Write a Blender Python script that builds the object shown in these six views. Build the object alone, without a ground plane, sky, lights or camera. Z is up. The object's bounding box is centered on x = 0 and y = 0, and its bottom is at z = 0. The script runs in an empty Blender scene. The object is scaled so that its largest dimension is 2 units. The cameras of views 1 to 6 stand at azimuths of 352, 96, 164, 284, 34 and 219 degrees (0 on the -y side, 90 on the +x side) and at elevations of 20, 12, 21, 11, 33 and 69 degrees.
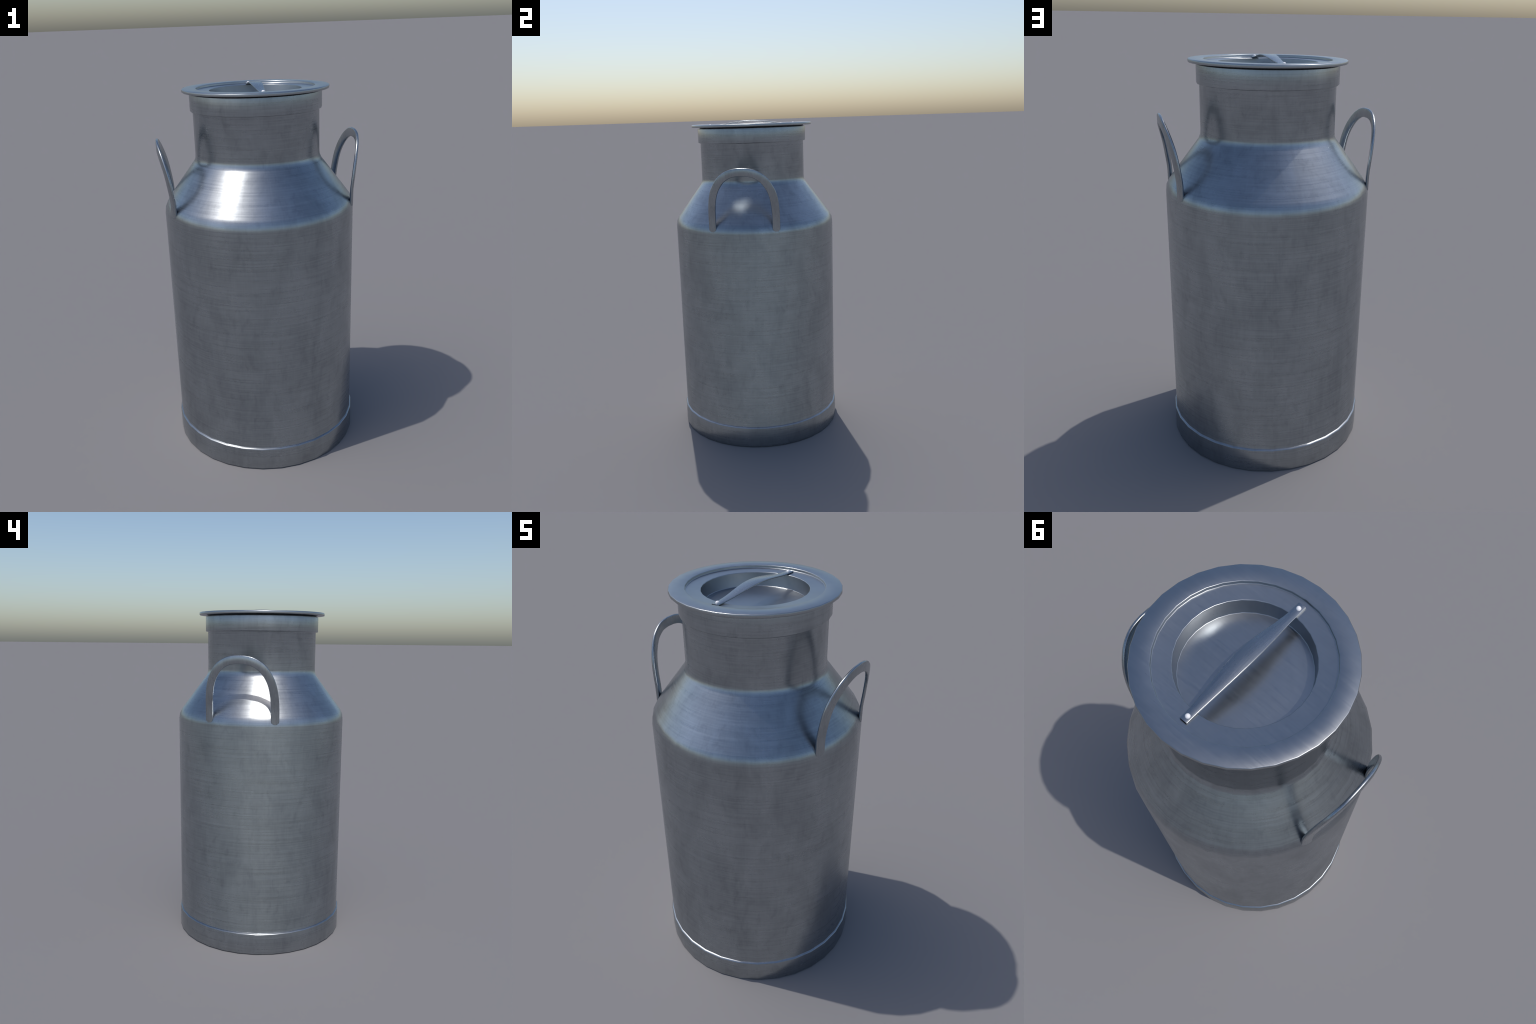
import bpy, math
from mathutils import Vector

# ------------------------------------------------------------------ helpers
SEG = 32                      # facets round every turned part, as on the original


def link(obj, parent=None):
    bpy.context.scene.collection.objects.link(obj)
    if parent is not None:
        obj.parent = parent
    return obj


def revolve(profile, close_first=False, close_last=False):
    """Turn a list of (radius, height) round the z axis."""
    verts, faces = [], []
    for r, z in profile:
        for k in range(SEG):
            a = 2 * math.pi * k / SEG
            verts.append((r * math.cos(a), r * math.sin(a), z))
    for i in range(len(profile) - 1):
        for k in range(SEG):
            k2 = (k + 1) % SEG
            faces.append((i * SEG + k, i * SEG + k2, (i + 1) * SEG + k2, (i + 1) * SEG + k))
    def cap(row, up):
        verts.append((0, 0, profile[row][1]))
        c = len(verts) - 1
        base = (row % len(profile)) * SEG
        for k in range(SEG):
            k2 = (k + 1) % SEG
            faces.append((base + k, base + k2, c) if up else (base + k2, base + k, c))
    if close_first:
        cap(0, False)
    if close_last:
        cap(-1, True)
    return verts, faces


def mesh_object(name, verts, faces, mat, parent=None, smooth=True):
    me = bpy.data.meshes.new(name)
    me.from_pydata(verts, [], faces)
    me.validate()
    me.polygons.foreach_set("use_smooth", [smooth] * len(me.polygons))
    me.update()
    me.materials.append(mat)
    return link(bpy.data.objects.new(name, me), parent)


def turned_normals(tilts, caps=()):
    """Shading normals of a turned surface; a tilt is degrees above the horizon."""
    out = []
    for e in tilts:
        for k in range(SEG):
            a, b = 2 * math.pi * k / SEG, math.radians(e)
            out.append(Vector((math.cos(b) * math.cos(a), math.cos(b) * math.sin(a), math.sin(b))))
    return out + [Vector((0, 0, c)) for c in caps]


def section_normals(section, power):
    """2D normals of a closed section, longer sides weighing more."""
    out, m = [], len(section)
    for i in range(m):
        acc = Vector((0, 0))
        for a, b in ((section[i - 1], section[i]), (section[i], section[(i + 1) % m])):
            d = Vector(b) - Vector(a)
            acc += Vector((d.y, -d.x)).normalized() * d.length ** power
        out.append(acc.normalized())
    return out


def split_by_region(name_of, verts, faces, normals, mat, parent):
    """Cut one smooth surface into named parts that keep the whole's normals."""
    groups = {}
    for f in faces:
        groups.setdefault(name_of(sum(verts[i][2] for i in f) / len(f)), []).append(f)
    out = {}
    for name, fs in groups.items():
        used = sorted({i for f in fs for i in f})
        idx = {v: n for n, v in enumerate(used)}
        ob = mesh_object(name, [verts[i] for i in used],
                         [tuple(idx[i] for i in f) for f in fs], mat, parent)
        ob.data.normals_split_custom_set_from_vertices([normals[i] for i in used])
        out[name] = ob
    return out


# ------------------------------------------------------------------ materials
class Nodes:
    def __init__(self, name):
        self.mat = bpy.data.materials.new(name)
        self.mat.use_nodes = True
        self.t = self.mat.node_tree
        self.bsdf = self.t.nodes["Principled BSDF"]
        self.co = self.t.nodes.new("ShaderNodeTexCoord").outputs["Object"]

    def put(self, sock, val):
        if hasattr(val, "default_value") and hasattr(val, "node"):
            self.t.links.new(val, sock)
        else:
            sock.default_value = val

    def math(self, op, a, b=0.0):
        n = self.t.nodes.new("ShaderNodeMath")
        n.operation = op
        self.put(n.inputs[0], a)
        self.put(n.inputs[1], b)
        return n.outputs[0]

    def xyz(self, v):
        n = self.t.nodes.new("ShaderNodeSeparateXYZ")
        self.put(n.inputs[0], v)
        return n.outputs

    def vec(self, x, y, z):
        n = self.t.nodes.new("ShaderNodeCombineXYZ")
        for s, v in zip(n.inputs, (x, y, z)):
            self.put(s, v)
        return n.outputs[0]

    def scaled(self, v, s):
        n = self.t.nodes.new("ShaderNodeMapping")
        self.put(n.inputs["Vector"], v)
        n.inputs["Scale"].default_value = s
        return n.outputs[0]

    def noise(self, v, scale=1.0, detail=3.0, rough=0.5, dist=0.0):
        n = self.t.nodes.new("ShaderNodeTexNoise")
        self.put(n.inputs["Vector"], v)
        n.inputs["Scale"].default_value = scale
        n.inputs["Detail"].default_value = detail
        n.inputs["Roughness"].default_value = rough
        n.inputs["Distortion"].default_value = dist
        return n.outputs["Fac"]

    def remap(self, v, a, b, c, d):
        n = self.t.nodes.new("ShaderNodeMapRange")
        self.put(n.inputs[0], v)
        for i, k in enumerate((a, b, c, d)):
            n.inputs[i + 1].default_value = k
        return n.outputs[0]

    def mix(self, fac, a, b):
        n = self.t.nodes.new("ShaderNodeMix")
        n.data_type = 'RGBA'
        self.put(n.inputs[0], fac)
        self.put(n.inputs[6], a)
        self.put(n.inputs[7], b)
        return n.outputs[2]

    def bump(self, h, strength, dist):
        n = self.t.nodes.new("ShaderNodeBump")
        self.put(n.inputs["Height"], h)
        n.inputs["Strength"].default_value = strength
        n.inputs["Distance"].default_value = dist
        return n.outputs[0]


METAL_LIGHT = (0.408, 0.438, 0.465, 1)
METAL_DARK = (0.266, 0.288, 0.308, 1)
LID_LIGHT = (0.425, 0.446, 0.468, 1)
LID_DARK = (0.315, 0.335, 0.355, 1)
ROUGH = 0.29


def brushed_metal(name, grain, light=METAL_LIGHT, dark=METAL_DARK, rough=ROUGH,
                  cross=0.40, blotch=1.1, bump=0.005, pitch=150, depth=1.05):
    """Dull tinned steel.  grain: 'round' brushes along the turning direction,
    otherwise a mapping scale that is small along the brushing."""
    N = Nodes(name)
    x, y, z = N.xyz(N.co)
    if grain == 'round':
        r = N.math('SQRT', N.math('ADD', N.math('MULTIPLY', x, x), N.math('MULTIPLY', y, y)))
        cx, cy = N.math('DIVIDE', x, r), N.math('DIVIDE', y, r)
        h = z
        along = N.vec(N.math('MULTIPLY', cx, 1.2), N.math('MULTIPLY', cy, 1.2), N.math('MULTIPLY', h, pitch))
        fine = N.vec(N.math('MULTIPLY', cx, 5), N.math('MULTIPLY', cy, 5), N.math('MULTIPLY', h, 240))
        across = N.vec(N.math('MULTIPLY', cx, 70), N.math('MULTIPLY', cy, 70), N.math('MULTIPLY', h, 7))
    else:
        along = N.scaled(N.co, [pitch * k for k in grain])
        fine = N.scaled(N.co, [1.9 * pitch * k for k in grain])
        across = N.scaled(N.co, (40, 40, 40))
    streak = N.noise(along, 1.0, 1.5, 0.5)
    hair = N.noise(fine, 1.0, 2, 0.6)
    weave = N.noise(across, 1.0, 2, 0.6)
    cloud = N.noise(N.scaled(N.co, (7, 7, 3.2)), 1.0, 5, 0.62, 0.4)
    # value of the metal: brushing + faint cross grain + cloudy tarnish
    v = N.math('ADD', N.math('MULTIPLY', N.math('SUBTRACT', streak, 0.5), depth),
               N.math('MULTIPLY', N.math('SUBTRACT', hair, 0.5), 0.45 * depth))
    v = N.math('ADD', v, N.math('MULTIPLY', N.math('SUBTRACT', weave, 0.5), cross))
    v = N.math('ADD', v, N.math('MULTIPLY', N.remap(cloud, 0.28, 0.62, -0.5, 0.25), blotch))
    smudge = N.noise(N.scaled(N.co, (26, 26, 15)), 1.0, 4, 0.6, 0.6)
    v = N.math('ADD', v, N.math('MULTIPLY', N.remap(smudge, 0.52, 0.72, 0.0, -0.35), blotch))
    fac = N.remap(v, -0.78, 0.55, 0.0, 1.0)
    N.put(N.bsdf.inputs["Base Color"], N.mix(fac, dark, light))
    N.bsdf.inputs["Metallic"].default_value = 1.0
    ro = N.math('ADD', rough, N.math('MULTIPLY', N.math('SUBTRACT', streak, 0.5), 0.10))
    ro = N.math('ADD', ro, N.math('MULTIPLY', N.math('SUBTRACT', cloud, 0.5), -0.08))
    N.put(N.bsdf.inputs["Roughness"], ro)
    N.put(N.bsdf.inputs["Normal"], N.bump(streak, bump, 0.002))
    return N.mat


can_metal = brushed_metal("brushed_steel_turned", 'round')
lid_metal = brushed_metal("brushed_steel_lid", (0.05, 1.0, 0.6), LID_LIGHT, LID_DARK, 0.31,
                          cross=0.06, blotch=0.5, bump=0.0, pitch=200, depth=0.38)
strap_metal = brushed_metal("brushed_steel_strap", (1.0, 0.05, 0.3), LID_LIGHT, LID_DARK, 0.28,
                            cross=0.1, blotch=0.6, bump=0.0, pitch=220, depth=0.5)
handle_metal = brushed_metal("brushed_steel_handle", (0.6, 1.0, 0.06), cross=0.2, bump=0.0, pitch=170, depth=0.7)

RN = Nodes("pale_rivet_metal")
RN.put(RN.bsdf.inputs["Base Color"], RN.mix(RN.noise(RN.co, 60, 2), (0.78, 0.78, 0.80, 1), (0.86, 0.86, 0.88, 1)))
RN.bsdf.inputs["Metallic"].default_value = 0.0
RN.bsdf.inputs["Roughness"].default_value = 0.4
rivet_metal = RN.mat

# ------------------------------------------------------------------ the can
can = bpy.data.objects.new("milk_can", None)
can["label"] = "tall grey metal milk can with two loop handles and lid"
can["category"] = "milk can"
link(can)

# base disc, foot band, wall, shoulder, neck, rolled collar and inner throat
R_BODY, R_BAND, R_NECK, R_COLLAR = 0.5092, 0.5165, 0.3290, 0.3425
profile = [                 # radius, height, tilt of the shading normal
    (R_BAND - 0.005, 0.0000, -20),
    (R_BAND, 0.0040, 0),
    (R_BAND, 0.1235, 10),
    (R_BAND - 0.0008, 0.1245, 42),
    (R_BODY + 0.0010, 0.1317, 74),
    (R_BODY, 0.1330, 11),
    (R_BODY, 1.3450, 4),
    (0.5052, 1.3768, 18),
    (0.4892, 1.4072, 36),
    (0.3395, 1.6050, 36),
    (0.3310, 1.6250, 18),
    (R_NECK, 1.6480, 0),
    (R_NECK, 1.8660, -9),
    (R_NECK + 0.003, 1.8675, -60),
    (R_COLLAR - 0.003, 1.8675, -60),
    (R_COLLAR, 1.8710, -6),
    (R_COLLAR, 1.9540, 8),
    (R_COLLAR - 0.004, 1.9560, 70),
    (0.3240, 1.9560, 100),
    (0.3200, 1.9500, 180),
    (0.3200, 1.8000, 180),
]


def region(z):
    if z < 0.1330:
        return "foot_band"
    if z < 1.3450:
        return "body"
    if z < 1.6265:
        return "shoulder"
    if z < 1.8660:
        return "neck"
    return "collar"


verts, faces = revolve([p[:2] for p in profile], close_first=True)
normals = turned_normals([p[2] for p in profile], caps=(-1,))
# the throat wall inside the collar belongs to the collar
throat = {i for i, v in enumerate(verts) if math.hypot(v[0], v[1]) < 0.3245 and v[2] > 1.7}
parts = split_by_region(region, verts, [f for f in faces if not set(f) <= throat],
                        normals, can_metal, can)
mesh_object("throat", *revolve([(0.3240, 1.9560), (0.3200, 1.9500), (0.3200, 1.8000), (0.30, 1.78)]),
            can_metal, parts["collar"])

# ------------------------------------------------------------------ the lid
lid_profile = [            # from the middle of the dish outwards, then underneath
    (0.1800, 1.9045, 90),
    (0.2300, 1.9045, 92),
    (0.2318, 1.9052, 130),
    (0.2332, 1.9075, 166),
    (0.2385, 1.9650, 172),
    (0.2395, 1.9670, 135),
    (0.2415, 1.9680, 95),
    (0.3050, 1.9680, 97),
    (0.3066, 1.9686, 135),
    (0.3075, 1.9705, 172),
    (0.3075, 1.9780, 172),
    (0.3082, 1.9798, 135),
    (0.3100, 1.9805, 100),
    (0.3770, 1.9805, 80),
    (0.3800, 1.9775, 14),
    (0.3800, 1.9665, -10),
    (0.3770, 1.9640, -75),
    (0.3320, 1.9640, -90),
    (0.3300, 1.9575, -20),
    (0.3180, 1.9570, -90),
    (0.3160, 1.9500, -45),
    (0.2460, 1.9480, -80),
    (0.2400, 1.8980, 0),
    (0.2350, 1.8960, -80),
]
lv, lf = revolve([p[:2] for p in lid_profile], close_first=True, close_last=True)
lf = [tuple(reversed(f)) for f in lf]
lid = mesh_object("lid", lv, lf, lid_metal, can)
lid.data.normals_split_custom_set_from_vertices(turned_normals([p[2] for p in lid_profile], caps=(1, -1)))

# grip strap: bowed strip, widest and highest in the middle, across the dish
def strap_half_width(y):
    t = min(abs(y) / 0.2875, 1.0)
    return 0.0155 + 0.0160 * (0.5 + 0.5 * math.cos(math.pi * min(t / 0.95, 1.0)))


def strap_top(y):
    t = min(abs(y) / 0.275, 1.0)
    return 1.9748 + 0.0252 * (0.5 + 0.5 * math.cos(math.pi * t))


sv, sf, sn = [], [], []
STEPS, TH = 40, 0.0062
section_n = 8
c = 0.0016
for i in range(-1, STEPS + 2):
    end = -1 if i < 0 else 1 if i > STEPS else 0          # chamfered end rows
    y = -0.2860 + 0.572 * min(max(i, 0), STEPS) / STEPS + end * 0.0015
    w, zt = strap_half_width(y) - abs(end) * 0.0013, strap_top(y) - abs(end) * 0.0013
    section = ((w - c, 0), (-w + c, 0), (-w, -c), (-w, -TH + c),
               (-w + c, -TH), (w - c, -TH), (w, -TH + c), (w, -c))
    slope = (strap_top(y + 0.002) - strap_top(y - 0.002)) / 0.004
    for (px, pz), q in zip(section, section_normals(section, 0.35)):
        sv.append((px, y, zt + pz))
        sn.append(Vector((-q.x, q.y * slope + 0.9 * end, -q.y)).normalized())
for i in range(STEPS + 2):
    for k in range(section_n):
        k2 = (k + 1) % section_n
        sf.append((i * section_n + k, i * section_n + k2, (i + 1) * section_n + k2, (i + 1) * section_n + k))
for row, d in ((0, -1), (STEPS + 2, 1)):                   # flat ends, edges of their own
    ring = []
    for q in range(section_n):
        ring.append(len(sv))
        sv.append(sv[row * section_n + q])
        sn.append(Vector((0, d, 0)))
    sf.append(tuple(ring if d > 0 else reversed(ring)))
strap = mesh_object("grip_strap", sv, sf, strap_metal, lid)
strap.data.normals_split_custom_set_from_vertices(sn)

# domed rivets
rv, rf = [], []
RR, RH, RS, RT = 0.0093, 0.0088, 16, 5
for j in range(RT):
    a = (math.pi / 2) * j / RT
    for k in range(RS):
        b = 2 * math.pi * k / RS
        rv.append((RR * math.cos(a) * math.cos(b), RR * math.cos(a) * math.sin(b), RH * math.sin(a)))
rv.append((0, 0, RH))
for j in range(RT - 1):
    for k in range(RS):
        rf.append((j * RS + k, j * RS + (k + 1) % RS, (j + 1) * RS + (k + 1) % RS, (j + 1) * RS + k))
for k in range(RS):
    rf.append(((RT - 1) * RS + k, (RT - 1) * RS + (k + 1) % RS, len(rv) - 1))
rivet = mesh_object("rivet", rv, rf, rivet_metal, lid)
rivet.location = (0, 0.267, strap_top(0.267) - 0.0004)
rivet2 = link(rivet.copy(), lid)
rivet2.location = (0, -0.267, strap_top(0.267) - 0.0004)

# ------------------------------------------------------------------ loop handles
half_path = [             # centre line of half a loop: foot to apex (x, y, z)
    (0.4650, 0.1890, 1.3600), (0.4650, 0.1890, 1.4000), (0.4665, 0.1888, 1.4500),
    (0.4745, 0.1858, 1.5120), (0.4840, 0.1765, 1.5700), (0.4955, 0.1580, 1.6200),
    (0.5100, 0.1230, 1.6700), (0.5200, 0.0770, 1.7010), (0.5230, 0.0330, 1.7125),
    (0.5235, 0.0000, 1.7140)]
ctrl = [Vector((x, y, z - 0.0012 * (z > 1.5))) for x, y, z in half_path]
ctrl += [Vector((p.x, -p.y, p.z)) for p in reversed(ctrl[:-1])]


def catmull(pts, per):
    out = []
    for i in range(len(pts) - 1):
        p0 = pts[i - 1] if i else pts[0] * 2 - pts[1]
        p1, p2 = pts[i], pts[i + 1]
        p3 = pts[i + 2] if i + 2 < len(pts) else p2 * 2 - p1
        for s in range(per):
            t = s / per
            out.append(0.5 * (2 * p1 + (p2 - p0) * t + (2 * p0 - 5 * p1 + 4 * p2 - p3) * t * t
                              + (3 * p1 - p0 - 3 * p2 + p3) * t ** 3))
    return out + [pts[-1]]


path = catmull(ctrl, 4)
HW, HT = 0.0233, 0.0073          # half width in the loop's plane, half thickness
hv, hf, hn = [], [], []
n = len(path)
lengths = [0.0]
for a, b in zip(path, path[1:]):
    lengths.append(lengths[-1] + (b - a).length)
total = lengths[-1]
for i, p in enumerate(path):
    t = (path[min(i + 1, n - 1)] - path[max(i - 1, 0)]).normalized()
    rad = Vector((p.x, p.y, 0)).normalized()
    nor = (rad - t * rad.dot(t)).normalized()
    side = t.cross(nor)
    e = min(lengths[i], total - lengths[i])            # round off both feet
    k = 1.0 if e > 0.018 else 0.45 + 0.55 * math.sqrt(max(0.0, 1 - (1 - e / 0.018) ** 2))
    w, h, c = HW * k, HT, 0.0038
    section = ((w - c, h), (w, h - c), (w, -h + c), (w - c, -h),
               (-w + c, -h), (-w, -h + c), (-w, h - c), (-w + c, h))
    for (a, b), q in zip(section, section_normals(section, 0.55)):
        hv.append(tuple(p + side * a + nor * b))
        hn.append(-(side * q.x + nor * q.y))
for i in range(n - 1):
    for k in range(8):
        k2 = (k + 1) % 8
        hf.append((i * 8 + k, i * 8 + k2, (i + 1) * 8 + k2, (i + 1) * 8 + k))
hf.append(tuple(reversed(range(8))))
hf.append(tuple(range((n - 1) * 8, n * 8)))
handle = mesh_object("handle", hv, hf, handle_metal, can)
handle.data.normals_split_custom_set_from_vertices(hn)
handle2 = link(handle.copy(), can)
handle2.rotation_euler = (0, 0, math.pi)

for ob in bpy.data.objects:
    if ob.type == 'MESH':
        ob.data.update()
